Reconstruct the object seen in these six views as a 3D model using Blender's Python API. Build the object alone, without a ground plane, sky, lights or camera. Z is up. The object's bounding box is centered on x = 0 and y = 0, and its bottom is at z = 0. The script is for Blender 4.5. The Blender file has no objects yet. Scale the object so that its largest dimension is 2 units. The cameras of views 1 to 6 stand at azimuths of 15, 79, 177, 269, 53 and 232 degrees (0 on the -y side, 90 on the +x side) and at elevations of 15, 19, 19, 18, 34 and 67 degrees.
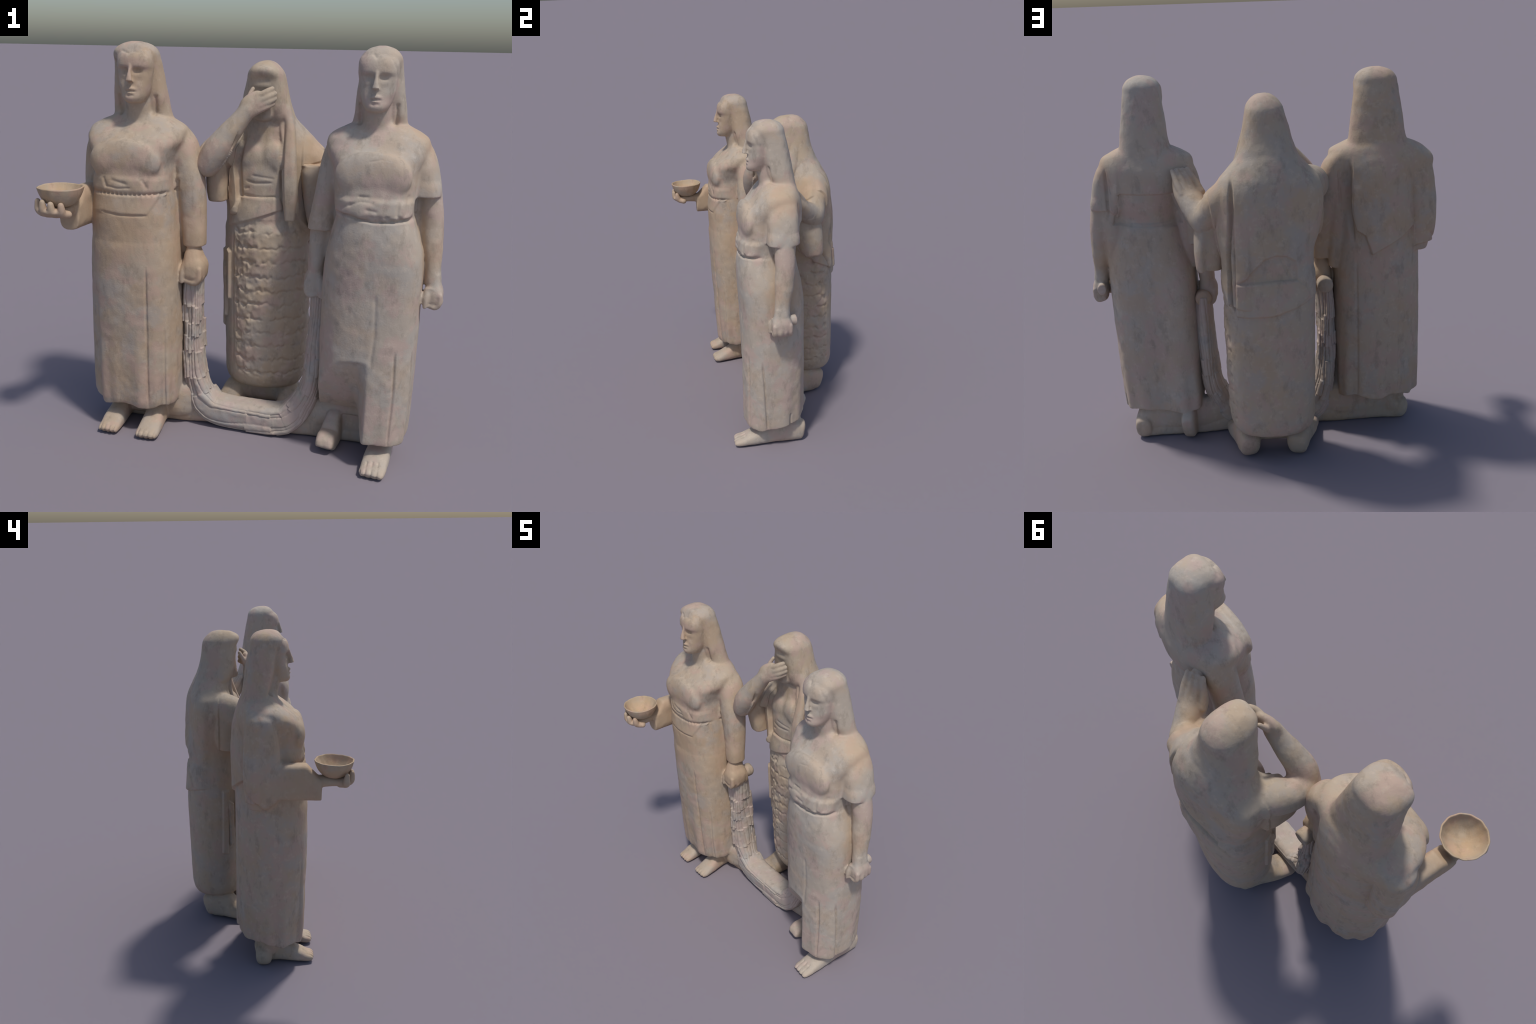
"""Carved stone group: three robed women linked by a hanging sheaf."""
import bpy, math
import numpy as np
from mathutils.bvhtree import BVHTree
from mathutils import Vector

rng = np.random.default_rng(7)
VOXEL = 0.0044

# ------------------------------------------------------------------ maths
def smoothstep(x):
    x = np.clip(x, 0, 1)
    return x * x * (3 - 2 * x)

def pchip(xk, yk, x):
    """Monotone cubic interpolation of key values."""
    xk = np.asarray(xk, float); yk = np.asarray(yk, float)
    if yk.ndim == 1:
        yk = yk[:, None]
    h = np.diff(xk)[:, None]; d = np.diff(yk, axis=0) / h
    m = np.zeros_like(yk)
    if len(xk) > 2:
        w1 = 2 * h[1:] + h[:-1]; w2 = h[1:] + 2 * h[:-1]
        with np.errstate(divide="ignore", invalid="ignore"):
            mm = (w1 + w2) / (w1 / d[:-1] + w2 / d[1:])
        m[1:-1] = np.where(d[:-1] * d[1:] > 0, mm, 0)
    m[0], m[-1] = d[0], d[-1]
    i = np.clip(np.searchsorted(xk, x) - 1, 0, len(xk) - 2)
    t = ((x - xk[i]) / h[i, 0])[:, None]; hh = h[i]
    return ((2*t**3 - 3*t**2 + 1) * yk[i] + (t**3 - 2*t**2 + t) * hh * m[i]
            + (-2*t**3 + 3*t**2) * yk[i+1] + (t**3 - t**2) * hh * m[i+1])

def hash3(ix, iy, iz, seed):
    v = np.sin(ix * 127.1 + iy * 311.7 + iz * 74.7 + seed * 53.3) * 43758.5453
    return v - np.floor(v)

def vnoise(p, scale, seed=0):
    """Smooth value noise in -1..1."""
    q = p / scale; i = np.floor(q); f = q - i; f = f * f * (3 - 2 * f)
    r = 0
    for dx in (0, 1):
        for dy in (0, 1):
            for dz in (0, 1):
                w = (f[:, 0] if dx else 1 - f[:, 0]) * (f[:, 1] if dy else 1 - f[:, 1]) * (f[:, 2] if dz else 1 - f[:, 2])
                r = r + w * hash3(i[:, 0] + dx, i[:, 1] + dy, i[:, 2] + dz, seed)
    return r * 2 - 1

def poly_sd(px, pz, poly):
    """Signed distance (positive inside) of points to a polygon."""
    P = np.asarray(poly, float); n = len(P)
    best = np.full(px.shape, 1e9); inside = np.zeros(px.shape, bool)
    for k in range(n):
        ax, az = P[k]; bx, bz = P[(k + 1) % n]
        ex, ez = bx - ax, bz - az
        t = np.clip(((px - ax) * ex + (pz - az) * ez) / (ex * ex + ez * ez + 1e-12), 0, 1)
        best = np.minimum(best, np.hypot(px - ax - t * ex, pz - az - t * ez))
        cond = (az > pz) != (bz > pz)
        with np.errstate(divide="ignore", invalid="ignore"):
            xi = ax + (pz - az) * ex / (ez if abs(ez) > 1e-12 else 1e-12)
        inside ^= cond & (px < xi)
    return np.where(inside, best, -best)

# ------------------------------------------------------------------ primitives (verts, faces, label)
def grid_mesh(rings, label):
    """Closed skin over a list of rings, ends capped by a fan."""
    R = np.asarray(rings); m, s, _ = R.shape
    V = np.concatenate([R.reshape(-1, 3), R[0].mean(0)[None], R[-1].mean(0)[None]])
    F = []
    for i in range(m - 1):
        a = i * s
        for j in range(s):
            k = (j + 1) % s
            F.append((a + j, a + k, a + s + k, a + s + j))
    c0, c1 = m * s, m * s + 1
    for j in range(s):
        k = (j + 1) % s
        F.append((c0, k, j)); F.append((c1, (m - 1) * s + j, (m - 1) * s + k))
    return V, F, label

def se(t, n):
    c, s = np.cos(t), np.sin(t)
    return np.sign(c) * np.abs(c) ** (2 / n), np.sign(s) * np.abs(s) ** (2 / n)

def loft(label, keys, seg=72, step=0.012, fold=None, quad=None):
    """Upright body: keys of (z, centre x, half width, front y, back y, squareness, shear).
    quad: squareness of the front left, front right, back left and back right corners
    (eight numbers: at the bottom, then further up)."""
    K = np.array([tuple(k) + (2.4, 0.0)[len(k) - 5:] for k in keys], float)
    K = K[np.argsort(K[:, 0])]
    m = max(4, int((K[-1, 0] - K[0, 0]) / step) + 1)
    z = np.linspace(K[0, 0], K[-1, 0], m)
    D = pchip(K[:, 0], K[:, 1:], z)
    t = np.linspace(0, 2 * np.pi, seg, endpoint=False)
    rings = []
    for zi, (cx, a, fy, by, n, sh) in zip(z, D):
        if quad is not None:
            w = float(smoothstep((zi - K[0, 0] - .05) / .25)); q = [a_ + w * (b_ - a_) for a_, b_ in zip(quad[:4], quad[-4:])]
            n = np.select([(np.cos(t) < 0) & (np.sin(t) < 0), (np.cos(t) >= 0) & (np.sin(t) < 0), np.cos(t) < 0], q[:3], q[3])
        cs, sn = se(t, n)
        cy = (fy + by) / 2; y = cy + (by - fy) / 2 * sn
        x = cx + a * cs + sh * (y - cy)
        r = np.stack([x, y, np.full(seg, zi)], 1)
        if fold is not None:
            r = fold(r, t, zi)
        rings.append(r)
    return grid_mesh(rings, label)

def tube(label, keys, n=2.0, seg=28, up=(0, 0, 1), rounded=(True, True), step=0.008, cap=1.0):
    """Limb: keys of (x, y, z, half width sideways, half width towards 'up')."""
    K = np.array([k if len(k) == 5 else tuple(k) + (k[3],) for k in keys], float)
    d = np.r_[0, np.cumsum(np.linalg.norm(np.diff(K[:, :3], axis=0), axis=1))]
    m = max(4, int(d[-1] / step) + 1)
    s = np.linspace(0, d[-1], m)
    D = pchip(d, K, s)
    P, ra, rb = D[:, :3], D[:, 3], D[:, 4]
    T = np.gradient(P, axis=0); T /= np.linalg.norm(T, axis=1)[:, None]
    t = np.linspace(0, 2 * np.pi, seg, endpoint=False); cs, sn = se(t, n)
    def ring(p, tv, a, b):
        side = np.cross(np.asarray(up, float), tv); side /= np.linalg.norm(side)
        u2 = np.cross(tv, side)
        return p + np.outer(a * cs, side) + np.outer(b * sn, u2)
    rings = []
    if rounded[0]:
        for q in (0.15, 0.45, 0.75):
            k = math.sin(q * math.pi / 2); rings.append(ring(P[0] - T[0] * cap * ra[0] * math.cos(q * math.pi / 2), T[0], ra[0] * k, rb[0] * k))
    rings += [ring(P[i], T[i], ra[i], rb[i]) for i in range(m)]
    if rounded[1]:
        for q in (0.75, 0.45, 0.15):
            k = math.sin(q * math.pi / 2); rings.append(ring(P[-1] + T[-1] * cap * ra[-1] * math.cos(q * math.pi / 2), T[-1], ra[-1] * k, rb[-1] * k))
    return grid_mesh(rings, label)

def blob(label, c, r, seg=28):
    t = np.linspace(0, 2 * np.pi, seg, endpoint=False)
    rings = [np.stack([c[0] + r[0] * math.cos(p) * np.cos(t), c[1] + r[1] * math.cos(p) * np.sin(t),
                       np.full(seg, c[2] + r[2] * math.sin(p))], 1) for p in np.linspace(-1.5, 1.5, 15)]
    return grid_mesh(rings, label)

def foot(label, x_heel, y_heel, x_toe, y_toe, w, h, toe_h=0.05, n=2.7):
    """Blocky bare foot lying flat on the ground, long axis towards -y."""
    ks = []; y_heel -= w * .28
    for u, ww, hh in ((0, .70, .85), (.12, .80, 1.0), (.35, .84, 1.05), (.55, .92, .80), (.75, 1.0, .56), (.9, 1.0, toe_h / h * 1.05), (.97, .96, toe_h / h * .92), (1.0, .86, toe_h / h * .62)):
        hz = h * hh / 2
        ks.append((x_heel + (x_toe - x_heel) * u, y_heel + (y_toe - y_heel) * u, hz, w * ww, hz))
    return tube(label, ks, n=n, rounded=(True, False), seg=40, cap=.4)

# ------------------------------------------------------------------ fusing and sculpting
def to_mesh(prims):
    V, F, off = [], [], 0
    for v, f, _ in prims:
        V.append(v); F += [tuple(i + off for i in q) for q in f]; off += len(v)
    me = bpy.data.meshes.new("work")
    me.from_pydata(np.concatenate(V).tolist(), [], F)
    return me

def voxel_union(prims, voxel):
    me = to_mesh(prims)
    ob = bpy.data.objects.new("work", me); bpy.context.scene.collection.objects.link(ob)
    md = ob.modifiers.new("r", "REMESH"); md.mode = "VOXEL"; md.voxel_size = voxel
    dg = bpy.context.evaluated_depsgraph_get(); ev = ob.evaluated_get(dg); em = ev.to_mesh()
    V = np.empty(len(em.vertices) * 3); em.vertices.foreach_get("co", V); V = V.reshape(-1, 3)
    Q = np.empty(len(em.loops), int); em.loops.foreach_get("vertex_index", Q)
    assert len(Q) == 4 * len(em.polygons)
    Q = Q.reshape(-1, 4)
    ev.to_mesh_clear(); bpy.data.objects.remove(ob); bpy.data.meshes.remove(me)
    return V, Q

def edges_of(Q):
    E = np.concatenate([Q[:, [0, 1]], Q[:, [1, 2]], Q[:, [2, 3]], Q[:, [3, 0]]])
    return np.unique(np.sort(E, 1), axis=0)

def relax(V, E, iters, lam=0.5, weight=None):
    n = len(V); deg = np.bincount(E.ravel(), minlength=n).astype(float)[:, None]
    for _ in range(iters):
        S = np.stack([np.bincount(E[:, 0], V[E[:, 1], k], n) + np.bincount(E[:, 1], V[E[:, 0], k], n) for k in range(3)], 1)
        d = lam * (S / deg - V)
        V = V + (d if weight is None else d * weight[:, None])
    return V

def normals(V, Q):
    fn = np.cross(V[Q[:, 2]] - V[Q[:, 0]], V[Q[:, 3]] - V[Q[:, 1]])
    N = np.zeros_like(V)
    for k in range(3):
        N[:, k] = sum(np.bincount(Q[:, c], fn[:, k], len(V)) for c in range(4))
    return N / (np.linalg.norm(N, axis=1)[:, None] + 1e-12)

class Clay:
    """A fused stone body that can be chiselled."""
    def __init__(self, soft, sharp, soft_iters=14):
        self.prims = soft + sharp; self.dirty = 0
        V, Q = voxel_union(soft, 0.006)
        V = relax(V, edges_of(Q), soft_iters)
        self.V, self.Q = voxel_union([(V, [tuple(q) for q in Q.tolist()], "body")] + sharp, VOXEL)
        self.E = edges_of(self.Q)
        self.V = relax(self.V, self.E, 4)
        self.N = normals(self.V, self.Q)
        self.label_faces()

    def label_faces(self):
        names = []; V, F, L, off = [], [], [], 0
        for v, f, lab in self.prims:
            if lab not in names: names.append(lab)
            V.append(v); F += [tuple(i + off for i in q) for q in f]; L += [names.index(lab)] * len(f); off += len(v)
        tree = BVHTree.FromPolygons(np.concatenate(V).tolist(), F)
        near = [tree.find_nearest(Vector(p))[2] for p in self.V]
        lab = np.array(L)[near]
        H = np.eye(len(names))[lab]; n = len(H)
        deg = np.bincount(self.E.ravel(), minlength=n).astype(float)[:, None]
        for _ in range(14):
            S = np.stack([np.bincount(self.E[:, 0], H[self.E[:, 1], k], n) + np.bincount(self.E[:, 1], H[self.E[:, 0], k], n) for k in range(H.shape[1])], 1)
            H = 0.4 * H + 0.6 * S / deg
        self.names = names
        self.flab = H[self.Q].sum(1).argmax(1)

    def push(self, d):
        self.V = self.V + self.N * d[:, None]

    def refresh(self, full=False):
        self.dirty = self.dirty + 1
        if full or self.dirty % 6 == 0:
            self.N = normals(self.V, self.Q)

    def soften(self, mask, iters):
        self.V = relax(self.V, self.E, iters, weight=mask); self.refresh(True)

    def facing(self, side):
        s = {"front": -self.N[:, 1], "back": self.N[:, 1], "left": -self.N[:, 0], "right": self.N[:, 0]}[side]
        return smoothstep((s - 0.05) / 0.35)

    def plane(self, side):
        return (self.V[:, 1] if side in ("left", "right") else self.V[:, 0]), self.V[:, 2]

    def raise_region(self, side, poly, h, soft=0.005, depth=None, fade=None):
        """Lift (or sink) a patch seen from one side; depth limits the other axis."""
        u, z = self.plane(side)
        m = smoothstep(poly_sd(u, z, poly) / soft + 0.5) * self.facing(side)
        if depth is not None:
            w = self.V[:, 0] if side in ("left", "right") else self.V[:, 1]
            m = m * ((w > depth[0]) & (w < depth[1]))
        if fade is not None:
            m = m * smoothstep((fade[0] - z) / (fade[0] - fade[1]))
        self.push(m * h); self.refresh(True)

    def groove(self, side, path, width, depth, lim=None, taper=True):
        """Chisel line along a path seen from one side."""
        u, z = self.plane(side); P = np.asarray(path, float); g = 3 * width
        box = np.flatnonzero((u > P[:, 0].min() - g) & (u < P[:, 0].max() + g) & (z > P[:, 1].min() - g) & (z < P[:, 1].max() + g))
        u, z = u[box], z[box]
        best = np.full(len(u), 1e9); along = np.zeros(len(u)); acc = 0
        for a, b in zip(P[:-1], P[1:]):
            e = b - a; L = np.hypot(*e)
            t = np.clip(((u - a[0]) * e[0] + (z - a[1]) * e[1]) / (L * L), 0, 1)
            d = np.hypot(u - a[0] - t * e[0], z - a[1] - t * e[1])
            along = np.where(d < best, acc + t * L, along); best = np.minimum(best, d); acc += L
        k = np.exp(-(best / width) ** 2)
        if taper:
            k = k * smoothstep(np.minimum(along, acc - along) / (0.15 * acc) + 0.25)
        m = k * self.facing(side)[box]
        if lim is not None:
            w = (self.V[:, 0] if side in ("left", "right") else self.V[:, 1])[box]
            m = m * ((w > lim[0]) & (w < lim[1]))
        self.V[box] -= self.N[box] * (m * depth)[:, None]; self.refresh()

    def dent(self, c, r, depth):
        d = ((self.V - np.array(c)) / np.array(r)); k = np.exp(-(d ** 2).sum(1))
        self.push(-k * depth); self.refresh()

    def weather(self, seed):
        V = self.V
        lump = 0.0024 * vnoise(V, 0.10, seed) + 0.0011 * vnoise(V, 0.036, seed + 1) + 0.0006 * vnoise(V * [1, 1, .5], 0.014, seed + 2)
        self.push(lump); self.V = relax(self.V, self.E, 1); self.refresh(True)

# ------------------------------------------------------------------ shared anatomy
def head_prims(x, dy=0.0, dz=0.0, s=1.0, nose=True):
    keys = [(1.710, .028, -.140), (1.718, .046, -.158), (1.738, .060, -.165), (1.765, .071, -.158), (1.80, .081, -.153),
            (1.84, .086, -.150), (1.865, .088, -.149), (1.886, .090, -.158), (1.92, .090, -.154), (1.945, .085, -.141), (1.96, .07, -.12)]
    k2 = [(z + dz, x, a * s, f + dy, -.02 + dy, 2.3) for z, a, f in keys]
    out = [loft("head", k2, step=0.006)]
    if nose:
        out.append(tube("head", [(x, -.150 + dy, 1.888 + dz, .010, .012), (x, -.160 + dy, 1.86 + dz, .011, .013), (x, -.169 + dy, 1.832 + dz, .015, .015), (x, -.172 + dy, 1.813 + dz, .021, .016)],
                        up=(0, -1, 0), n=2.0, rounded=(True, False)))
        out.append(tube("head", [(x - .024, -.150 + dy, 1.776 + dz, .008), (x, -.158 + dy, 1.779 + dz, .010), (x + .024, -.150 + dy, 1.776 + dz, .008)], up=(0, 0, 1)))
        out.append(tube("head", [(x - .018, -.152 + dy, 1.760 + dz, .008), (x, -.158 + dy, 1.759 + dz, .010), (x + .018, -.152 + dy, 1.760 + dz, .008)], up=(0, 0, 1)))
    return out

def veil_prims(x, ks=1.0):
    keys = [(1.575, .15, -.01, .085), (1.615, .150, -.035, .112), (1.66, .139, -.042, .107), (1.70, .133, -.055, .100), (1.75, .127, -.066, .092),
            (1.80, .120, -.074, .084), (1.86, .112, -.082, .074), (1.90, .108, -.092, .066)]
    for q in (0, .25, .42, .56, .68, .78, .86, .92, .96, .985, 1.0):       # rounded crown
        k = max(.03, (1 - q ** 2.1)) ** (1 / 2.1)
        keys.append((1.925 + .075 * q, .104 * k, -.035 - .092 * k ** .8 * (.82 + .18 * min(1, q / .4)), -.035 + .096 * k))
    return loft("headscarf", [(z, x, a * ks, f, b, 2.5) for z, a, f, b in keys], step=0.007, quad=(4.2, 3.2, 2.5, 2.5))

def chisel_face(c, x, dy=0.0, dz=0.0, eyes=True):
    for s in (-1, 1) if eyes else ():
        c.dent((x + s * .036, -.150 + dy, 1.862 + dz), (.023, .03, .015), .008)
        c.dent((x + s * .040, -.150 + dy, 1.822 + dz), (.02, .03, .018), .003)
        c.groove("front", [(x + s * .022, 1.858 + dz), (x + s * .052, 1.856 + dz)], .004, .002, lim=(-.2 + dy, -.08 + dy))
        c.dent((x + s * .010, -.178 + dy, 1.806 + dz), (.006, .02, .005), .006)
    c.groove("front", [(x - .026, 1.767 + dz), (x, 1.7685 + dz), (x + .026, 1.767 + dz)], .0035, .005, lim=(-.22 + dy, -.1 + dy))
    c.refresh(True)
    c.soften(.8 * smoothstep((c.V[:, 2] - 1.915 - dz) / .02) * smoothstep((1.985 + dz - c.V[:, 2]) / .02) * smoothstep((-.07 + dy - c.V[:, 1]) / .03), 10)
    c.groove("front", [(x - .02, 1.748 + dz), (x + .02, 1.748 + dz)], .006, .0035, lim=(-.22 + dy, -.1 + dy))

def fist_prims(x, y, z0, z1, a, lab="hand", outer=1, dep=1.0):
    """Hand closed round a rod that runs front to back; knuckles face outwards."""
    h = z1 - z0
    out = [tube(lab, [(x, y, z1 + .02, .030, .034), (x, y, z1 - h * .18, a * .72, .046 * dep), (x + outer * a * .08, y, z0 + h * .52, a * .92, .060 * dep), (x + outer * a * .05, y, z0 + h * .32, a * .88, .060 * dep), (x, y, z0 + h * .2, a * .70, .054 * dep)],
                up=(0, -1, 0), n=2.5, rounded=(False, True))]
    for k in range(4):
        yy = y + (-.045 + k * .030) * dep; q = 1 - .07 * abs(k - 1)
        out.append(tube(lab, [(x + outer * a * .66, yy, z0 + h * .5, .016 * q), (x + outer * a * .70 * q, yy, z0 + h * .26, .0165 * q), (x + outer * a * .30, yy, z0 + h * .12, .0165 * q), (x - outer * a * .30, yy, z0 + h * .16, .015 * q)], up=(0, 1, 0), seg=16))
    out.append(tube(lab, [(x - outer * a * .45, y - .035, z0 + h * .62, .022), (x - outer * a * .62, y - .056, z0 + h * .38, .017), (x - outer * a * .66, y - .064, z0 + h * .14, .012)], up=(0, 1, .2), seg=16))
    return out

# ------------------------------------------------------------------ materials
def stone(name, base, warm, cool, seed, rough=0.75, stains=()):
    m = bpy.data.materials.new(name); m.use_nodes = True
    nt = m.node_tree; N, L = nt.nodes, nt.links
    bs = N["Principled BSDF"]; bs.inputs["Roughness"].default_value = rough
    if "Specular IOR Level" in bs.inputs: bs.inputs["Specular IOR Level"].default_value = 0.25
    tc = N.new("ShaderNodeTexCoord"); mp = N.new("ShaderNodeMapping"); mp.inputs["Location"].default_value = (seed * 1.7, seed * .9, seed * 2.3)
    L.new(tc.outputs["Object"], mp.inputs["Vector"])
    def noise(scale, detail, rough=0.55, stretch=None):
        n = N.new("ShaderNodeTexNoise"); n.inputs["Scale"].default_value = scale; n.inputs["Detail"].default_value = detail; n.inputs["Roughness"].default_value = rough
        if stretch:
            m2 = N.new("ShaderNodeMapping"); m2.inputs["Scale"].default_value = stretch; L.new(mp.outputs[0], m2.inputs["Vector"]); L.new(m2.outputs[0], n.inputs["Vector"])
        else:
            L.new(mp.outputs[0], n.inputs["Vector"])
        return n.outputs["Fac"]
    def ramp(fac, lo, hi):
        r = N.new("ShaderNodeMapRange"); r.interpolation_type = "SMOOTHSTEP"
        r.inputs["From Min"].default_value = lo; r.inputs["From Max"].default_value = hi
        L.new(fac, r.inputs["Value"]); return r.outputs[0]
    def mix(fac, a, b, amount=1.0, mode="MIX"):
        x = N.new("ShaderNodeMix"); x.data_type = "RGBA"; x.blend_type = mode
        if amount != 1.0:
            mu = N.new("ShaderNodeMath"); mu.operation = "MULTIPLY"; mu.inputs[1].default_value = amount; L.new(fac, mu.inputs[0]); fac = mu.outputs[0]
        L.new(fac, x.inputs[0])
        for s, v in ((6, a), (7, b)):
            if isinstance(v, tuple): x.inputs[s].default_value = v + (1,)
            else: L.new(v, x.inputs[s])
        return x.outputs[2]
    c = mix(ramp(noise(4.5, 4), .40, .62), base, warm, .9)
    c = mix(ramp(noise(6.5, 5, .6), .46, .64), c, cool, .8)
    c = mix(ramp(noise(8.0, 4, .6), .48, .62), c, tuple(b * k for b, k in zip(base, (1.06, .945, .98))), .85)
    c = mix(ramp(noise(20, 5, .68, (1, 1, .5)), .50, .70), c, tuple(b * .58 for b in base), .44)
    c = mix(ramp(noise(28, 4, .65), .52, .70), c, tuple(min(1, b * 1.25 + .01) for b in base), .35)
    for centre, radius in stains:                      # ochre iron stain, fading out with a ragged edge
        vd = N.new("ShaderNodeVectorMath"); vd.operation = "DISTANCE"; vd.inputs[1].default_value = centre
        L.new(tc.outputs["Object"], vd.inputs[0])
        ad = N.new("ShaderNodeMath"); ad.operation = "MULTIPLY_ADD"; ad.inputs[1].default_value = -.22
        L.new(noise(8, 4), ad.inputs[0]); L.new(vd.outputs["Value"], ad.inputs[2])
        c = mix(ramp(ad.outputs[0], radius - .11, .02 - .11), c, (.50, .355, .225), .62)
    L.new(c, bs.inputs["Base Color"])
    bp = N.new("ShaderNodeBump"); bp.inputs["Strength"].default_value = 0.25; bp.inputs["Distance"].default_value = 0.004
    L.new(noise(120, 4, .6), bp.inputs["Height"]); L.new(bp.outputs[0], bs.inputs["Normal"])
    return m

MAT_A = stone("warm_stone", (.462, .374, .284), (.475, .35, .24), (.432, .372, .315), 1, stains=(((-.25, -.28, 1.2), .38), ((.27, -.06, .95), .30), ((.02, -.25, 1.12), .24)))
MAT_B = stone("buff_stone", (.455, .378, .292), (.47, .358, .25), (.422, .368, .315), 2, stains=(((-.2, -.1, 1.25), .24), ((.22, -.05, 1.45), .22)))
MAT_C = stone("pale_stone", (.475, .406, .332), (.488, .386, .295), (.455, .412, .36), 3, stains=(((.21, -.03, 1.05), .20), ((.2, .0, 1.58), .16)))
MAT_G = stone("sheaf_stone", (.46, .405, .345), (.48, .385, .315), (.42, .395, .37), 4)
MAT_BOWL = stone("bowl_stone", (.48, .37, .255), (.50, .352, .215), (.44, .368, .28), 5)

# ------------------------------------------------------------------ scene graph
def empty(name, parent=None, loc=(0, 0, 0)):
    o = bpy.data.objects.new(name, None); bpy.context.scene.collection.objects.link(o)
    o.location = loc; o.parent = parent
    if parent is not None: o.location = Vector(loc) - parent.matrix_world.translation
    return o

def add_part(name, V, F, parent, mat, N=None):
    me = bpy.data.meshes.new(name); me.from_pydata(V.tolist(), [], [tuple(f) for f in F])
    me.polygons.foreach_set("use_smooth", np.ones(len(me.polygons), bool))
    if N is not None: me.normals_split_custom_set_from_vertices(N.tolist())
    me.materials.append(mat); me.update()
    o = bpy.data.objects.new(name, me); bpy.context.scene.collection.objects.link(o); o.parent = parent
    return o

def mark_belt(c, z0, z1, x0, x1):
    ctr = c.V[c.Q].mean(1)
    m = (ctr[:, 2] > z0) & (ctr[:, 2] < z1) & (ctr[:, 0] > x0) & (ctr[:, 0] < x1) & (ctr[:, 1] < -.08)
    c.names.append("belt"); c.flab = np.where(m, len(c.names) - 1, c.flab)

def build_parts(c, parent, mat, mats=None):
    c.V[:, 2] = np.maximum(c.V[:, 2], 0.0)
    N = normals(c.V, c.Q)
    for i, nm in enumerate(c.names):
        q = c.Q[c.flab == i]
        if len(q) == 0: continue
        cx = c.V[q].mean(1)[:, 0]
        pair = nm in ("hand", "sleeve", "foot", "forearm")          # one object for each side of the body
        for q in ([q[cx < 0], q[cx >= 0]] if pair else [q]):
            if len(q) == 0: continue
            idx, inv = np.unique(q, return_inverse=True)
            add_part(nm, c.V[idx], inv.reshape(q.shape).tolist(), parent, (mats or {}).get(nm, mat), N[idx])

group = empty("statue_group")
group["label"] = "Weathered pale stone group of three robed standing women"
group["category"] = "stone sculpture"

# ================================================================== woman with the bowl
X = -.588
soft = [
    loft("torso", [(1.00, -.603, .235, -.260, .155), (1.15, -.603, .222, -.260, .157), (1.28, -.60, .208, -.245, .158), (1.40, -.60, .202, -.238, .160),
                   (1.48, -.60, .225, -.228, .158), (1.54, -.60, .255, -.190, .148), (1.58, -.60, .255, -.140, .136), (1.61, -.60, .220, -.10, .126), (1.635, -.60, .16, -.08, .115), (1.66, -.60, .10, -.07, .10)], quad=(2.2, 2.9, 2.05, 2.5, 2.7, 3.1, 2.0, 2.2)),
    blob("sleeve", (-.825, .015, 1.53), (.066, .08, .055)),
    blob("torso", (-.60, -.200, 1.435), (.19, .042, .11)), blob("torso", (-.690, -.204, 1.435), (.09, .038, .085)), blob("torso", (-.515, -.204, 1.44), (.09, .038, .085)),
    loft("torso", [(.95, -.385, .05, -.04, .06), (1.2, -.385, .05, -.05, .07), (1.42, -.40, .05, -.05, .08)]),
    loft("sleeve", [(1.04, -.822, .045, -.03, .085), (1.10, -.826, .058, -.09, .082), (1.20, -.832, .068, -.10, .090), (1.35, -.826, .071, -.098, .088), (1.46, -.816, .072, -.090, .092), (1.54, -.80, .068, -.068, .095), (1.585, -.77, .045, -.03, .09)]),
    loft("sleeve", [(1.06, -.300, .058, -.085, .035), (1.20, -.312, .066, -.08, .055), (1.32, -.326, .070, -.08, .075), (1.44, -.350, .066, -.07, .098), (1.53, -.375, .062, -.05, .10), (1.58, -.40, .045, -.02, .09)]),
    tube("neck", [(X, -.01, 1.58, .085, .075), (X, -.022, 1.63, .074, .070), (X, -.035, 1.68, .070, .066), (X, -.05, 1.75, .068, .064)], up=(0, -1, 0)),
]
def pleats_a(r, t, z):
    w = smoothstep((.75 - z) / .6)
    k = .006 * w * np.sin(t * 9 + 1.2) + .004 * w * np.sin(t * 17)
    r[:, 0] += k * np.cos(t); r[:, 1] += k * np.sin(t)
    hem = .150 + .055 * smoothstep((r[:, 1] + .22) / .36) + .010 * np.sin(t * 7 + .6)
    r[:, 2] = np.maximum(r[:, 2], hem)
    return r
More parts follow.
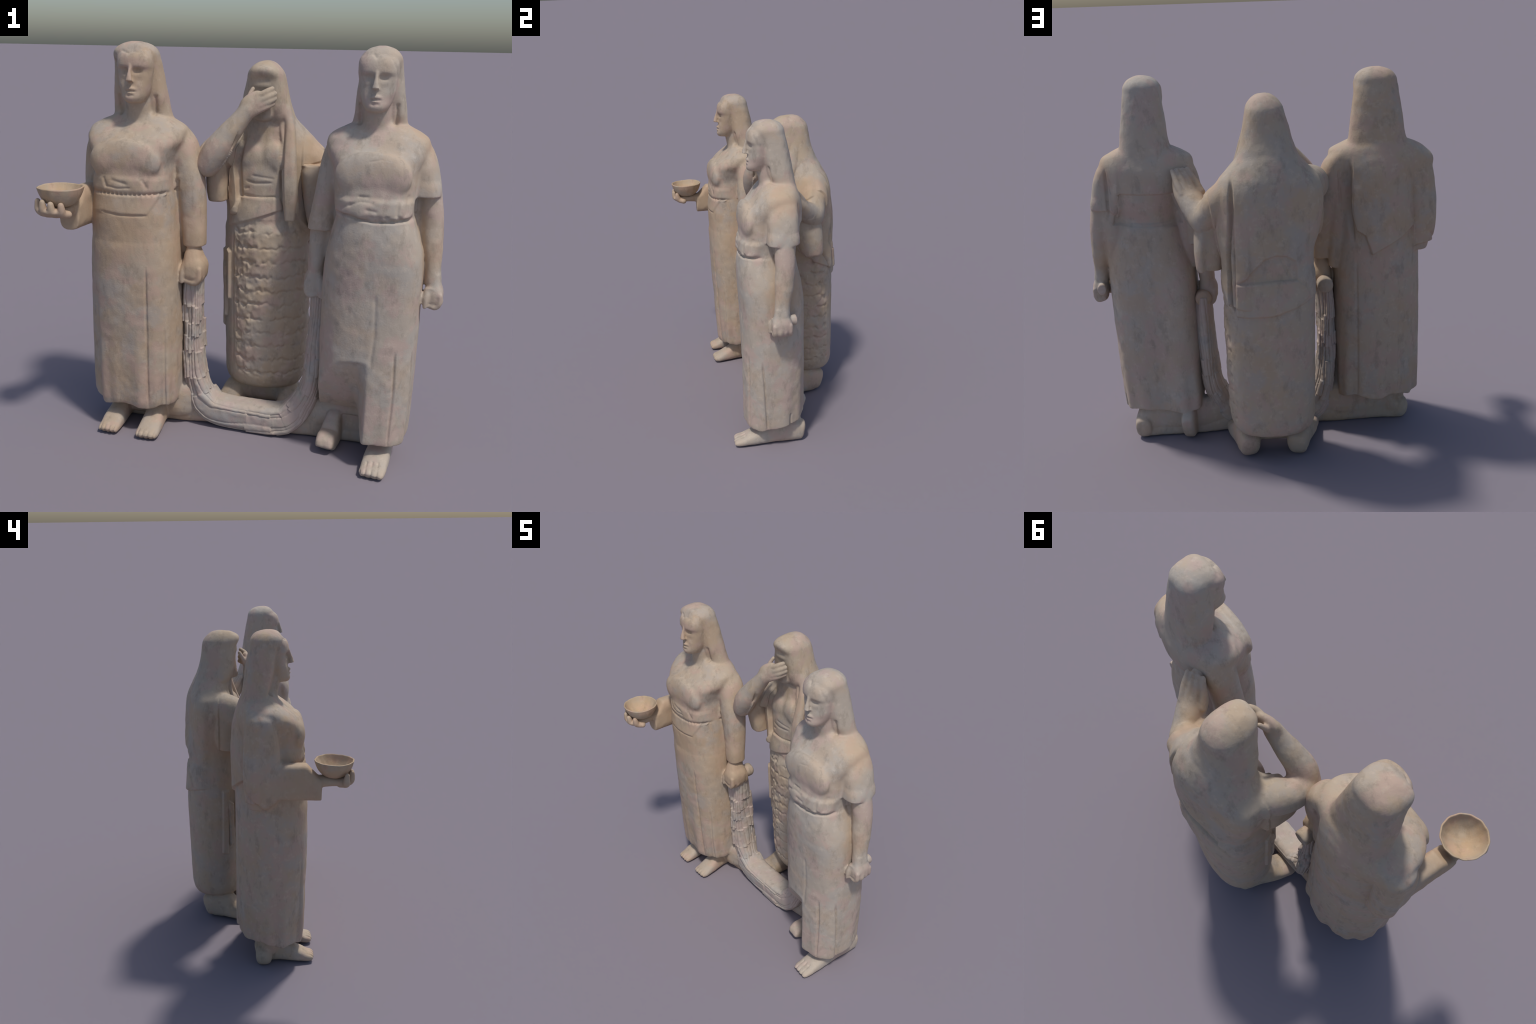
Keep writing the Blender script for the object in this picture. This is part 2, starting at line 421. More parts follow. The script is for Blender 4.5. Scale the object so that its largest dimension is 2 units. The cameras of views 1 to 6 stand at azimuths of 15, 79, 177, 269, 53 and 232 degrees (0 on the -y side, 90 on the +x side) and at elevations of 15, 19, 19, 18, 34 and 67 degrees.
sharp = [
    loft("skirt", [(.14, -.606, .234, -.240, .145), (.19, -.606, .244, -.250, .156), (.5, -.605, .246, -.259, .158), (.8, -.604, .242, -.266, .157), (1.0, -.603, .236, -.264, .156), (1.10, -.603, .22, -.25, .15)], fold=pleats_a, seg=140, step=.008, quad=(2.2, 2.9, 2.05, 2.6)),
    loft("sleeve", [(1.0, -.300, .057, -.088, .025, 2.5), (1.03, -.300, .058, -.088, .028, 2.5), (1.14, -.308, .061, -.082, .038, 2.4), (1.2, -.315, .05, -.06, .03)]),
    tube("sleeve", [(-.828, .04, 1.205, .052, .096), (-.836, -.08, 1.203, .053, .100), (-.848, -.322, 1.203, .055, .104)], n=3.6, up=(0, 0, 1), rounded=(False, False), seg=56),
    veil_prims(X - .005, 1.055),
    tube("hand", [(-.85, -.28, 1.20, .042, .04), (-.85, -.34, 1.21, .045, .030), (-.852, -.40, 1.212, .055, .024), (-.858, -.445, 1.215, .055, .020)], n=2.4),
    foot("foot", -.690, .05, -.698, -.298, .057, .14), foot("foot", -.490, .03, -.480, -.300, .060, .14),
    tube("base", [(-.745, .0, .06, .050, .065), (-.60, -.01, .06, .055, .065), (-.40, -.005, .06, .052, .065), (-.20, .01, .06, .045, .06)], n=3, rounded=(True, True)),
    tube("base", [(-.70, -.03, .13, .075, .10), (-.40, -.02, .14, .080, .11), (-.30, .0, .13, .055, .10), (-.24, .01, .10, .045, .085)], n=3, rounded=(True, True)),
]
for k, (x0, x1, y1, zt) in enumerate(((-.905, -.935, -.448, 1.268), (-.875, -.892, -.478, 1.268), (-.845, -.848, -.482, 1.262), (-.815, -.806, -.462, 1.256))):
    sharp.append(tube("hand", [(x0 + .02, -.42, 1.20, .019), ((x0 + x1) / 2, (y1 - .43) / 2 - .01, 1.211, .019), (x1, y1, 1.229, .0185), (x1, y1 - .004, zt - .004, .014)], seg=16, up=(1, 0, 0)))
cuff = sharp[2][0]; cuff[:, 2] -= np.maximum(0, cuff[:, 2] - 1.2) * np.clip((-.24 - cuff[:, 1]) / .07, 0, 1) * .7   # cuff dips under the bowl
sharp += head_prims(X + .008)
sharp += fist_prims(-.300, -.042, .795, .985, .068, outer=1, dep=1.25)
A = Clay(soft, sharp)
chisel_face(A, X + .008)
# headscarf parting and edges
A.groove("front", [(X - .05, 1.957), (X - .005, 1.945), (X + .02, 1.953), (X + .06, 1.948)], .005, .005, lim=(-.3, -.05))
for s in (-1, 1):
    A.groove("front", [(X + s * .096, 1.75), (X + s * .092, 1.70), (X + s * .088, 1.645)], .009, .012, lim=(-.12, .02))
# blouse folds, cord belt, waistband
A.raise_region("front", [(-.80, 1.293), (-.36, 1.293), (-.36, 1.36), (-.80, 1.36)], .006, .03)
A.groove("front", [(-.76, 1.283), (-.60, 1.278), (-.36, 1.286)], .006, .009)
u, z = A.plane("front")
bead = np.exp(-((z - 1.280) / .006) ** 2) * np.clip(np.sin(u * 2 * np.pi / .023), 0, 1) * ((u > -.73) & (u < -.36)) * A.facing("front") * (A.V[:, 1] < -.1)
A.push(bead * .012); A.refresh()
A.groove("front", [(-.72, 1.192), (-.60, 1.178), (-.47, 1.182)], .004, .006)
A.raise_region("front", [(-.78, 1.185), (-.47, 1.185), (-.42, 1.275), (-.78, 1.275)], .004, .015)
A.groove("front", [(-.372, 1.34), (-.378, 1.29)], .006, .012)
A.groove("front", [(-.69, 1.318), (-.62, 1.308), (-.55, 1.314)], .004, .005)
for p in ([(-.70, 1.36), (-.68, 1.31)], [(-.66, 1.35), (-.57, 1.33)], [(-.50, 1.36), (-.47, 1.31)]):
    A.groove("front", p, .008, .005)
A.groove("front", [(-.50, 1.535), (-.57, 1.54), (-.64, 1.545)], .006, .0015, lim=(-.3, -.05))
# skirt creases
A.groove("front", [(-.478, .92), (-.482, .5), (-.485, .15)], .005, .009)
A.groove("front", [(-.40, .6), (-.405, .15)], .005, .006)
A.groove("front", [(-.76, .7), (-.77, .15)], .006, .006)
A.groove("back", [(-.47, 1.02), (-.475, .2)], .006, .006)
A.groove("back", [(-.70, .9), (-.705, .2)], .005, .004)
# cape over the back with a ragged hem
A.soften(smoothstep((1.70 - A.V[:, 2]) / .05) * smoothstep((A.V[:, 2] - 1.50) / .05) * smoothstep((A.V[:, 1] - .0) / .05), 30)
A.raise_region("back", [(-.92, 1.75), (-.92, 1.09), (-.86, 1.09), (-.775, 1.07), (-.765, 1.19), (-.70, 1.14), (-.55, 1.055), (-.515, 1.16), (-.475, 1.185), (-.455, 1.28), (-.45, 1.75)], .020, .006, depth=(.0, .5), fade=(1.6, 1.30))
A.groove("back", [(-.432, 1.54), (-.437, 1.30), (-.455, 1.12)], .010, .018)
A.groove("back", [(-.385, 1.50), (-.395, 1.30)], .007, .010)
A.groove("left", [(.10, 1.15), (.03, 1.08), (-.02, 1.02)], .006, .008, lim=(-1, -.8))
# toes
for x0, w in ((-.698, .047), (-.480, .052)):
    for k in range(4):
        xx = x0 + w * (k - 1.5) * .52
        A.groove("front", [(xx, .0), (xx, .05)], .0035, .006, lim=(-.4, -.24))
A.weather(11)
mark_belt(A, 1.268, 1.293, -.76, -.36)

# ================================================================== woman hiding her face
XB = -.005
HB = dict(dy=.292, dz=-.088)
soft = [
    loft("torso", [(1.05, .0, .222, .110, .482, 2.6), (1.15, -.003, .222, .112, .484, 2.6), (1.25, -.008, .245, .126, .485, 2.5), (1.35, -.010, .262, .128, .482, 2.5), (1.45, -.012, .268, .140, .474, 2.4),
                   (1.52, -.013, .252, .165, .462, 2.3), (1.57, -.013, .210, .172, .44, 2.2), (1.61, -.013, .17, .172, .42, 2.2), (1.65, -.013, .135, .17, .398, 2.2)], quad=(2.1, 1.8, 2.2, 2.3)),
    blob("torso", (-.06, .178, 1.43), (.09, .05, .09)), blob("torso", (.06, .178, 1.43), (.09, .05, .09)),
    tube("sleeve", [(-.15, .29, 1.488, .09, .095), (-.225, .19, 1.462, .086, .095), (-.258, .085, 1.432, .072, .082), (-.25, .025, 1.415, .060, .066)], up=(0, 0, 1)),
    tube("forearm", [(-.245, .014, 1.408, .064), (-.205, .016, 1.476, .070), (-.145, .032, 1.564, .060), (-.085, .050, 1.642, .047), (-.055, .058, 1.68, .044)], up=(0, 1, .2)),
    tube("hand", [(-.068, .05, 1.67, .043, .032), (-.038, .064, 1.708, .056, .032), (-.010, .078, 1.728, .056, .028)], up=(0, 1, .2)),
    tube("sleeve", [(.17, .33, 1.47, .085), (.250, .32, 1.40, .075), (.300, .305, 1.345, .068), (.325, .28, 1.345, .064)], up=(0, 0, 1)),
    tube("hand", [(.310, .300, 1.325, .066, .066), (.345, .250, 1.362, .068, .064), (.385, .182, 1.425, .074, .050), (.418, .134, 1.495, .056, .032), (.432, .110, 1.53, .036, .018)], up=(-.5, .8, .3)),
    tube("neck", [(XB, .27, 1.58, .085, .07), (XB, .235, 1.66, .068, .064)], up=(0, -1, 0)),
]
def hem_b(r, t, z):
    return r
sharp = [
    loft("skirt", [(.172, .006, .190, .140, .440, 2.4), (.195, .007, .210, .120, .455, 2.5), (.25, .008, .225, .103, .466, 2.6), (.5, .009, .231, .094, .473, 2.7), (.9, .005, .233, .092, .480, 2.7), (1.05, .0, .230, .098, .482, 2.7), (1.12, 0, .21, .12, .47)], seg=120, quad=(2.0, 2.0, 2.6, 2.6)),
    loft("headscarf", [(1.53, -.012, .13, .27, .38), (1.60, -.013, .160, .195, .412), (1.65, -.013, .143, .160, .397), (1.70, -.012, .126, .146, .378), (1.76, -.010, .112, .142, .362), (1.80, -.008, .102, .140, .356),
                       (1.83, -.007, .095, .136, .352), (1.853, -.007, .090, .124, .346), (1.872, -.007, .080, .119, .335), (1.89, -.007, .066, .130, .318), (1.905, -.007, .048, .153, .30), (1.915, -.007, .030, .18, .28), (1.92, -.007, .012, .215, .255)], step=.007, quad=(2.8, 3.6, 2.4, 2.4)),
    # long fold of the veil falling past her left cheek to the waist
    tube("headscarf", [(.055, .25, 1.82, .028, .03), (.074, .238, 1.74, .033, .032), (.102, .222, 1.64, .037, .032), (.128, .182, 1.52, .039, .031), (.146, .132, 1.38, .039, .028), (.156, .116, 1.25, .037, .026), (.160, .120, 1.13, .026, .022)], n=3.0, up=(0, -1, 0), rounded=(True, False)),
    # hanging sleeve under the raised arm
    loft("sleeve", [(1.208, -.230, .046, .085, .25, 3.2), (1.225, -.232, .048, .08, .26, 3.2), (1.32, -.235, .056, .06, .28, 2.8), (1.42, -.235, .055, .04, .28)]),
    # hanging sleeve of the supporting arm
    loft("sleeve", [(1.072, .292, .058, .215, .342, 3.2), (1.09, .291, .062, .205, .345, 3.2), (1.25, .280, .078, .165, .348, 2.8), (1.36, .270, .080, .15, .345), (1.405, .26, .06, .17, .33)]),
    foot("foot", -.112, .382, -.19, .05, .076, .17, .08), foot("foot", .138, .376, .195, .05, .076, .17, .08),
    tube("base", [(-.15, .25, .13, .06, .07), (.16, .25, .13, .06, .07)], n=3, rounded=(False, False)),
]
# fingers over the face and on the neighbour's shoulder
for (x0, z0, x1, y1, z1) in ((-.010, 1.752, .055, .112, 1.786), (.003, 1.730, .066, .118, 1.762), (.008, 1.708, .066, .120, 1.737), (.004, 1.686, .057, .122, 1.712)):
    sharp.append(tube("hand", [(x0 - .03, .064, z0 - .020, .016), ((x0 + x1) / 2, .082, (z0 + z1) / 2, .0155), (x1, y1, z1 + .002, .0125)], seg=16, up=(0, 1, .3)))
sharp.append(tube("hand", [(-.052, .078, 1.70, .015), (-.058, .095, 1.742, .014), (-.046, .118, 1.785, .012)], seg=16, up=(0, 1, .3)))
for k in range(4):
    o = (k - 1.5) * .019
    sharp.append(tube("hand", [(.366 + o * 1.7, .200 + o * .9, 1.440, .016), (.394 + o * 1.6, .163 + o * .8, 1.492, .0155), (.424 + o * 1.3, .126 + o * .6, 1.545, .012)], seg=16, up=(0, 1, .3)))
sharp += head_prims(XB, nose=False, **HB)
B = Clay(soft, sharp)
chisel_face(B, XB, eyes=False, **HB)
# cloak edges on the chest
B.raise_region("front", [(.192, 1.58), (.195, 1.395), (.30, 1.425), (.33, 1.58)], .008, .006, depth=(0, .35), fade=(1.56, 1.44))
B.raise_region("front", [(-.105, 1.58), (-.135, 1.40), (-.118, 1.22), (-.128, 1.15), (-.152, 1.14), (-.175, 1.25), (-.185, 1.42), (-.15, 1.58)], .022, .006, depth=(0, .3), fade=(1.57, 1.45))
B.groove("front", [(-.098, 1.60), (-.125, 1.40), (-.105, 1.20)], .012, .014, lim=(0, .3))
B.groove("front", [(.100, 1.64), (.105, 1.40), (.12, 1.15)], .012, .016, lim=(0, .3))
# blouse wrinkles and sash
for p, dp in (([(-.08, 1.32), (-.03, 1.31), (.06, 1.315)], .006), ([(-.09, 1.28), (-.06, 1.285)], .005), ([(-.09, 1.245), (0, 1.236), (.09, 1.242)], .008), ([(-.05, 1.35), (.07, 1.335)], .004)):
    B.groove("front", p, .006, dp, lim=(0, .2))
B.raise_region("front", [(-.18, 1.068), (.11, 1.178), (.095, 1.24), (-.11, 1.235), (-.17, 1.14)], .010, .006, depth=(0, .3))
# apron with tiers of carved tufts
z = B.V[:, 2]
u = .215 * (np.arctan2(B.V[:, 1] - .29, B.V[:, 0] - .005) + np.pi / 2)          # girth measured from the middle of the front
ap = smoothstep(poly_sd(u, z, [(-.145, .26), (-.160, 1.09), (.10, 1.17), (.20, 1.08), (.36, 1.0), (.44, .93), (.455, .26), (.10, .235)]) / .012 + .3) * (B.V[:, 2] < 1.12)
P3 = np.stack([u, np.zeros_like(u), z], 1)
wob = .012 * vnoise(P3, .045, 13) + .006 * vnoise(P3, .018, 14)
row = (z + wob - .265) / .078
fr = row - np.floor(row); tier = np.floor(row)
cell = u / .046 + 7.3 * hash3(tier, 0, 0, 2) + .45 * vnoise(P3, .04, 15)
ck = np.floor(cell); fx = cell - ck
r1, r2, r3 = (hash3(ck, tier, 0, k) for k in (3, 4, 5))
left = .42 + .58 * np.maximum(smoothstep((.04 - u) / .10), .8 * smoothstep((u - .32) / .06))
swag = np.abs(fx - .5) * 2                        # tufts hang in points
facet = (r1 - .5) * .022 * (fx - .5) + (r2 - .2) * .020 * (.5 - fr) * (1 - .6 * swag) + .005 * vnoise(P3, .03, 7)
line = .015 * np.exp(-((fr - .05 - .16 * swag) / .10) ** 2) * smoothstep(vnoise(P3, .03, 16) * 1.2 + 1.0)
B.push(ap * (left * (facet * .8 + .0022 * vnoise(P3, .018, 6)) - (.3 + .7 * left) * line)); B.refresh(True)
B.soften(ap * .8, 3)
B.groove("front", [(-.148, 1.06), (-.14, .3)], .005, .006)
for a, b, c2 in ((-.168, .95, .67), (-.195, .86, .56)):
    B.raise_region("front", [(a - .012, b), (a + .008, b - .02), (a + .010, c2), (a - .004, c2 - .01)], .016, .004)
B.raise_region("left", [(.20, .93), (.24, .93), (.25, .50), (.215, .49)], .012, .005, depth=(-.4, -.1))
B.groove("front", [(-.12, .30), (-.09, .27), (-.06, .30), (-.03, .265), (.0, .29), (.04, .26), (.08, .285), (.12, .26)], .005, .005, taper=False)
# cloak on the back: hanging edge, arch and broad band
B.soften(smoothstep((1.68 - B.V[:, 2]) / .05) * smoothstep((B.V[:, 2] - 1.48) / .05) * smoothstep((B.V[:, 1] - .28) / .05), 30)
B.dent((-.13, .48, 1.38), (.14, .2, .20), .046)
B.dent((-.03, .49, 1.04), (.16, .2, .14), .020)
B.refresh(True)
B.raise_region("back", [(-.30, 1.7), (-.29, 1.2), (-.235, .95), (-.15, .915), (.0, .872), (.172, .868), (.165, 1.7)], .010, .006, depth=(.25, .6), fade=(1.6, 1.4))
B.raise_region("back", [(.178, 1.58), (.186, .90), (.215, 1.03), (.26, 1.30), (.29, 1.58)], .016, .006, depth=(.2, .6), fade=(1.57, 1.42))
B.raise_region("right", [(.16, 1.20), (.24, 1.06), (.33, .98), (.43, .925), (.52, .90), (.52, 1.6), (.16, 1.6)], .014, .006, depth=(.1, .4), fade=(1.4, 1.15))
B.groove("back", [(.170, 1.56), (.174, 1.25), (.178, .9)], .006, .014)
B.raise_region("back", [(.165, 1.045), (.115, 1.07), (.075, 1.115), (.03, 1.165), (-.03, 1.182), (-.08, 1.172), (-.125, 1.14), (-.13, 1.045)], -.013, .008, depth=(.25, .6))
B.raise_region("back", [(.170, 1.040), (-.125, 1.048), (-.17, 1.01), (-.19, .955), (-.12, .905), (-.02, .878), (.172, .872)], .005, .005, depth=(.25, .6))
B.groove("back", [(.165, 1.044), (.0, 1.039), (-.13, 1.049)], .004, .005)
B.groove("back", [(-.05, 1.17), (-.075, 1.10), (-.10, 1.05)], .006, .006)
B.groove("back", [(-.03, .70), (-.015, .66)], .003, .006)
B.weather(23)

# ================================================================== woman striding forward
XC = .597
soft = [
    loft("torso", [(1.18, .616, .19, -.24, .092, 2.5), (1.26, .612, .178, -.238, .086, 2.5), (1.34, .608, .188, -.228, .115, 2.4), (1.45, .603, .20, -.214, .138, 2.4), (1.52, .60, .230, -.178, .138, 2.4), (1.56, .60, .240, -.142, .130),
                   (1.59, .60, .232, -.12, .118), (1.62, .60, .19, -.095, .11), (1.65, .60, .13, -.075, .10)], quad=(2.6, 3.0, 2.4, 2.5)),
    blob("torso", (.605, -.186, 1.435), (.18, .042, .11)), blob("torso", (.52, -.186, 1.43), (.085, .037, .085)), blob("torso", (.69, -.190, 1.43), (.09, .037, .085)),
    loft("torso", [(1.0, .795, .05, -.04, .05), (1.2, .80, .05, -.045, .055), (1.42, .79, .05, -.05, .08)]),
    loft("torso", [(1.0, .41, .04, -.03, .06), (1.2, .41, .045, -.04, .07), (1.42, .42, .05, -.05, .09)]),
    tube("neck", [(XC - .004, -.01, 1.58, .085, .075), (XC - .004, -.022, 1.63, .072, .070), (XC - .004, -.035, 1.68, .066, .066), (XC - .004, -.05, 1.75, .066, .064)], up=(0, -1, 0)),
    loft("sleeve", [(1.38, .830, .070, -.10, .076), (1.45, .822, .066, -.095, .078), (1.51, .808, .062, -.08, .08), (1.56, .785, .055, -.055, .08), (1.60, .74, .03, -.02, .07)]),
    loft("sleeve", [(1.20, .350, .064, -.065, .085), (1.35, .376, .062, -.065, .095), (1.47, .395, .062, -.065, .095), (1.54, .408, .055, -.05, .095), (1.585, .43, .035, -.02, .08)]),
    tube("forearm", [(.845, -.012, 1.42, .050, .055), (.872, -.015, 1.24, .053, .060), (.884, -.028, 1.10, .049, .055), (.896, -.045, .975, .040, .047), (.90, -.05, .93, .042, .05)], up=(0, -1, 0)),
    tube("forearm", [(.358, .01, 1.25, .052, .058), (.342, .012, 1.10, .052, .058), (.334, .012, 1.0, .046, .052), (.328, .010, .92, .044, .05)], up=(0, -1, 0)),
]
def stride(r, t, z):
    """Pleats, the hem, and the cloth falling back under the trailing knee."""
    w = smoothstep((.7 - z) / .5)
    k = .004 * w * np.sin(t * 11 + .4)
    r[:, 0] += k * np.cos(t); r[:, 1] += k * np.sin(t)
    lefty = smoothstep((.640 + .03 * (z - .3) - r[:, 0]) / .07)
    face = np.interp(z, [.17, .22, .30, .40, .48, .54, .60], [.0, -.035, -.100, -.168, -.206, -.230, -.30])
    r[:, 1] = np.where(r[:, 1] < 0, r[:, 1] + lefty * (np.maximum(r[:, 1], face) - r[:, 1]), r[:, 1])
    swing = np.maximum(0, .60 - r[:, 0]) * np.clip(r[:, 1] / .11, 0, 1) * smoothstep((1.15 - z) / .3)
    r[:, 1] += swing * (.22 + .20 * smoothstep((.55 - z) / .4)); r[:, 0] -= .08 * swing * smoothstep((.55 - z) / .4)
    leg = smoothstep((.85 - z) / .4) * np.exp(-((r[:, 0] - .70) / .085) ** 2) * (r[:, 1] < -.1)
    r[:, 1] -= .010 * leg
    hem = .135 + .045 * smoothstep((r[:, 1] + .12) / .2) + .065 * lefty * (r[:, 1] < 0) + .006 * np.sin(t * 5 + 2)
    r[:, 2] = np.maximum(r[:, 2], hem)
    return r
sharp = [
    loft("skirt", [(.12, .610, .218, -.252, .100), (.17, .610, .226, -.257, .108), (.35, .612, .232, -.254, .116), (.55, .614, .236, -.248, .122), (.75, .615, .238, -.246, .126), (.85, .616, .238, -.247, .128), (.95, .618, .236, -.250, .128), (1.05, .62, .228, -.253, .120),
                   (1.15, .618, .205, -.252, .100), (1.235, .616, .180, -.243, .086)], seg=260, step=.006, fold=stride, quad=(2.3, 2.9, 3.2, 2.7)),
    loft("sleeve", [(1.335, .833, .074, -.107, .078, 2.8), (1.36, .832, .074, -.106, .078, 2.8), (1.44, .822, .060, -.09, .07)]),
    loft("sleeve", [(1.135, .350, .068, -.070, .082, 2.8), (1.16, .351, .068, -.070, .084, 2.8), (1.26, .360, .060, -.06, .085)]),
    veil_prims(XC + .002, .9),
    foot("foot", .735, .105, .692, -.335, .063, .145), foot("foot", .478, .158, .436, -.152, .050, .18, .095, 4.0),
    tube("base", [(.20, .02, .055, .05, .058), (.45, .04, .035, .045, .037), (.75, .04, .035, .045, .037)], n=3, rounded=(True, False)),
    tube("base", [(.25, .03, .10, .035, .085), (.33, .035, .13, .045, .10), (.42, .045, .12, .045, .09), (.72, .04, .11, .045, .08)], n=3, rounded=(True, True)),
]
sharp += head_prims(XC - .006)
sharp += fist_prims(.905, -.055, .80, .955, .048, outer=1)
sharp += fist_prims(.328, .010, .775, .95, .057, outer=-1)
sharp += [tube("rod", [(.893, -.11, .885, .024, .030), (.893, .036, .892, .023, .032)], rounded=(False, False), up=(0, 0, 1))]
C = Clay(soft, sharp)
chisel_face(C, XC - .006)
C.groove("front", [(XC - .03, 1.965), (XC - .01, 1.945), (XC + .005, 1.955)], .005, .005, lim=(-.3, -.05))
C.groove("front", [(XC + .055, 1.945), (XC + .078, 1.90), (XC + .082, 1.85)], .005, .003, lim=(-.3, -.05))
for s in (-1, 1):
    C.groove("front", [(XC + s * .087, 1.75), (XC + s * .084, 1.70), (XC + s * .082, 1.645)], .009, .012, lim=(-.12, .02))
C.raise_region("front", [(.43, 1.255), (.80, 1.258), (.80, 1.33), (.43, 1.33)], .010, .03)
C.groove("front", [(.43, 1.262), (.52, 1.248), (.62, 1.236), (.72, 1.240), (.80, 1.252)], .006, .014)
u, z = C.plane("front")
C.push(.007 * vnoise(np.stack([u, u * 0, z], 1), .018, 9) * np.exp(-((z - 1.25) / .014) ** 2) * C.facing("front") * ((u > .44) & (u < .795))); C.refresh()
for p, w in (([(.50, 1.30), (.56, 1.325), (.63, 1.318)], .007), ([(.545, 1.345), (.60, 1.345)], .006), ([(.585, 1.29), (.64, 1.282)], .007), ([(.46, 1.28), (.52, 1.31)], .008), ([(.73, 1.33), (.725, 1.26)], .007), ([(.77, 1.36), (.765, 1.26)], .007)):
    C.groove("front", p, w, .0045)
C.groove("front", [(.585, 1.50), (.65, 1.515)], .004, .002, lim=(-.3, -.1))
C.groove("front", [(.76, .62), (.765, .4), (.755, .14)], .005, .010)
C.groove("right", [(-.165, .6), (-.155, .4), (-.145, .13)], .005, .012, lim=(.7, 1))
C.groove("right", [(.0, .24), (-.005, .14)], .005, .010, lim=(.7, 1))
C.groove("front", [(.655, .90), (.662, .7), (.65, .53)], .008, .004)
# bands on the back
C.groove("back", [(.46, 1.252), (.60, 1.246), (.77, 1.255)], .004, .008)
C.soften(smoothstep((1.70 - C.V[:, 2]) / .05) * smoothstep((C.V[:, 2] - 1.50) / .05) * smoothstep((C.V[:, 1] - .0) / .05), 30)
C.raise_region("back", [(.43, 1.255), (.79, 1.255), (.75, 1.43), (.47, 1.42)], -.011, .006)
C.raise_region("back", [(.735, 1.56), (.74, 1.34), (.765, 1.295), (.80, 1.34), (.80, 1.56)], .016, .006, depth=(-.05, .3), fade=(1.56, 1.42))
C.groove("back", [(.803, 1.55), (.808, 1.30)], .006, .012, lim=(-.1, .3))
for k in range(4):
    C.groove("front", [(.636 + k * .029, .0), (.640 + k * .027, .075)], .0035, .007, lim=(-.4, -.27))
C.weather(37)
mark_belt(C, 1.228, 1.262, .44, .80)

# ------------------------------------------------------------------ emit the three women
woman_a = empty("woman", group, (-.6, 0, 0)); woman_b = empty("woman.001", group, (0, .3, 0)); woman_c = empty("woman.002", group, (.6, 0, 0))
bpy.context.view_layer.update()
for w, c, m in ((woman_a, A, MAT_A), (woman_b, B, MAT_B), (woman_c, C, MAT_C)):
    c.V = c.V - np.array(w.location)
    build_parts(c, w, m)

# ================================================================== bowl on the open hand
prof_out = [(1.230, .020), (1.234, .045), (1.246, .066), (1.270, .088), (1.297, .102), (1.326, .111)]
prof_in = [(1.328, .105), (1.307, .095), (1.285, .080), (1.265, .060), (1.254, .036), (1.250, .012)]
seg = 96; t = np.linspace(0, 2 * np.pi, seg, endpoint=False)
def resample(pr, n):
    P = np.array(pr); d = np.r_[0, np.cumsum(np.hypot(*np.diff(P, axis=0).T))]
    return pchip(d, P, np.linspace(0, d[-1], n))
prof = np.concatenate([resample(prof_out, 26), resample(prof_in, 24)])
facets = 1 - .018 * np.abs(np.sin(t * 6.5 + .4)) ** 2 + .012 * np.sin(t * 2 + 1)
rings = [np.stack([-.846 + r * facets * np.cos(t), -.390 + r * facets * np.sin(t), z + .0015 * np.sin(t * 3 + .5) * (r / .11)], 1) for z, r in prof]
V, F, _ = grid_mesh(rings, "bowl")
V = V + .0012 * np.stack([vnoise(V, .03, s) for s in (41, 42, 43)], 1)
add_part("bowl", V - np.array(woman_a.location), F, woman_a, MAT_BOWL)

# ================================================================== sheaf of reeds hanging between the hands
path = [(-.308, -.012, .875), (-.318, -.002, .70), (-.318, .004, .50), (-.308, .004, .32), (-.275, .0, .17), (-.19, .0, .088), (-.05, .0, .074), (.10, .0, .074), (.19, .0, .090), (.288, .015, .20), (.334, .025, .34), (.348, .030, .52), (.355, .032, .70), (.352, .03, .84)]
rad = [.054, .058, .061, .064, .073, .076, .077, .077, .076, .070, .065, .062, .060, .054]
K = np.array([p + (r,) for p, r in zip(path, rad)])
d = np.r_[0, np.cumsum(np.linalg.norm(np.diff(K[:, :3], axis=0), axis=1))]
m = 620; s = np.linspace(0, d[-1], m); D = pchip(d, K, s); Pc, R = D[:, :3], D[:, 3]
T = np.gradient(Pc, axis=0); T /= np.linalg.norm(T, axis=1)[:, None]
seg = 240; t = np.linspace(0, 2 * np.pi, seg, endpoint=False)
rings = []
seg_ends = np.array([.0, .20, .29, .365, .45, .60, .70, 1.02, 1.16, 1.30, 1.42, 1.54, 1.64, 2.2])
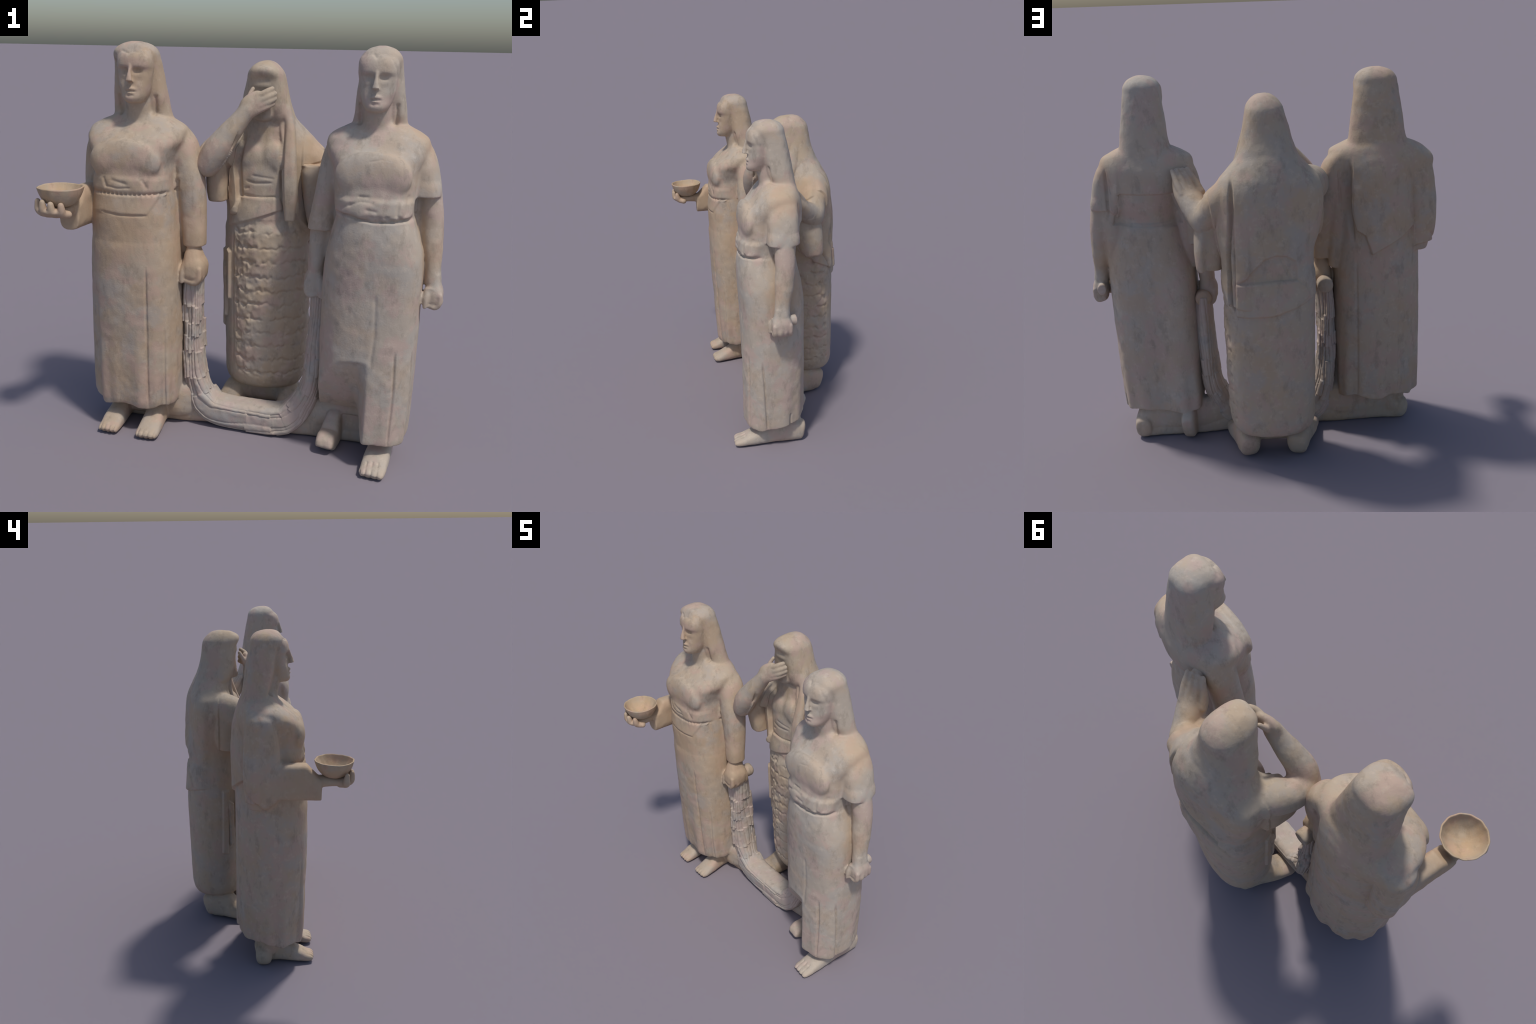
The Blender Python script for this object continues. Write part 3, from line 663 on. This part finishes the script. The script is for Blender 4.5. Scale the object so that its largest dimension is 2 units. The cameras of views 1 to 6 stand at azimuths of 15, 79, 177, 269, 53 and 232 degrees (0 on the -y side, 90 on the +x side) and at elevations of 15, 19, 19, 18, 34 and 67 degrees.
for i in range(m):
    side = np.array([0.0, 1.0, 0.0]); out = np.cross(T[i], side); out /= np.linalg.norm(out)
    tier = int(np.searchsorted(seg_ends, s[i]))
    n_s = 18
    strip = t / (2 * np.pi) * n_s + .35 * np.sin(s[i] * 9 + t * 3)
    k = np.floor(strip) % n_s; f = strip - np.floor(strip)
    # every strip ends at its own place
    jitter = (hash3(k, 3, 1, 5) - .5) * .03
    tk = np.searchsorted(seg_ends, s[i] + jitter)
    rough = np.where((Pc[i, 0] < -.12) | (Pc[i, 2] > .2), 1.0, .8) * (.55 if Pc[i, 0] > .2 else 1.0)
    rel = ((hash3(k, tk, 2, 9) - .5) * .008 + .006 * np.sin(t * 3 + tk * 1.7)) * rough
    ridge = -.0045 * np.abs(2 * f - 1) ** 3 * rough
    dist = np.min(np.abs(s[i] + jitter[:, None] - seg_ends[None]), axis=1)
    lip = .0006 * np.exp(-(dist / .006) ** 2) * rough
    # upper face of the lying part is worn smooth
    w = np.cos(t); smooth_top = smoothstep((-out[2] * 0 + (np.outer(w, out)[:, 2]) - .35) / .3) * smoothstep((.22 - Pc[i, 2]) / .08)
    rr = R[i] + (rel + ridge + lip) * (1 - smooth_top)
    up_ = smoothstep((Pc[i, 2] - .16) / .16)
    nn = 2.2 + 1.8 * smoothstep((.20 - Pc[i, 2]) / .08); cs, sn = se(t, nn)
    rings.append(Pc[i] + np.outer(rr * cs * (1 - .14 * up_), out) + np.outer(rr * sn * (1 + .36 * up_), side))
V, F, _ = grid_mesh(rings, "sheaf")
V = V + .0015 * np.stack([vnoise(V, .02, s_) for s_ in (51, 52, 53)], 1)
V[:, 2] = np.maximum(V[:, 2], 0)
sheaf = add_part("reed_sheaf", V, F, group, MAT_G)
for nm, x, y0, y1, z in (("rod", -.308, -.072, .090, .868), ("rod", .352, -.040, .100, .832)):
    v, f, _ = tube("rod", [(x, y0 + .01, z, .026), (x, y0 + .02, z, .032), (x, y1 - .012, z, .044), (x, y1, z, .038)], rounded=(False, False), seg=48)
    add_part(nm, v + .0012 * vnoise(v, .03, 61)[:, None], f, group, MAT_A)
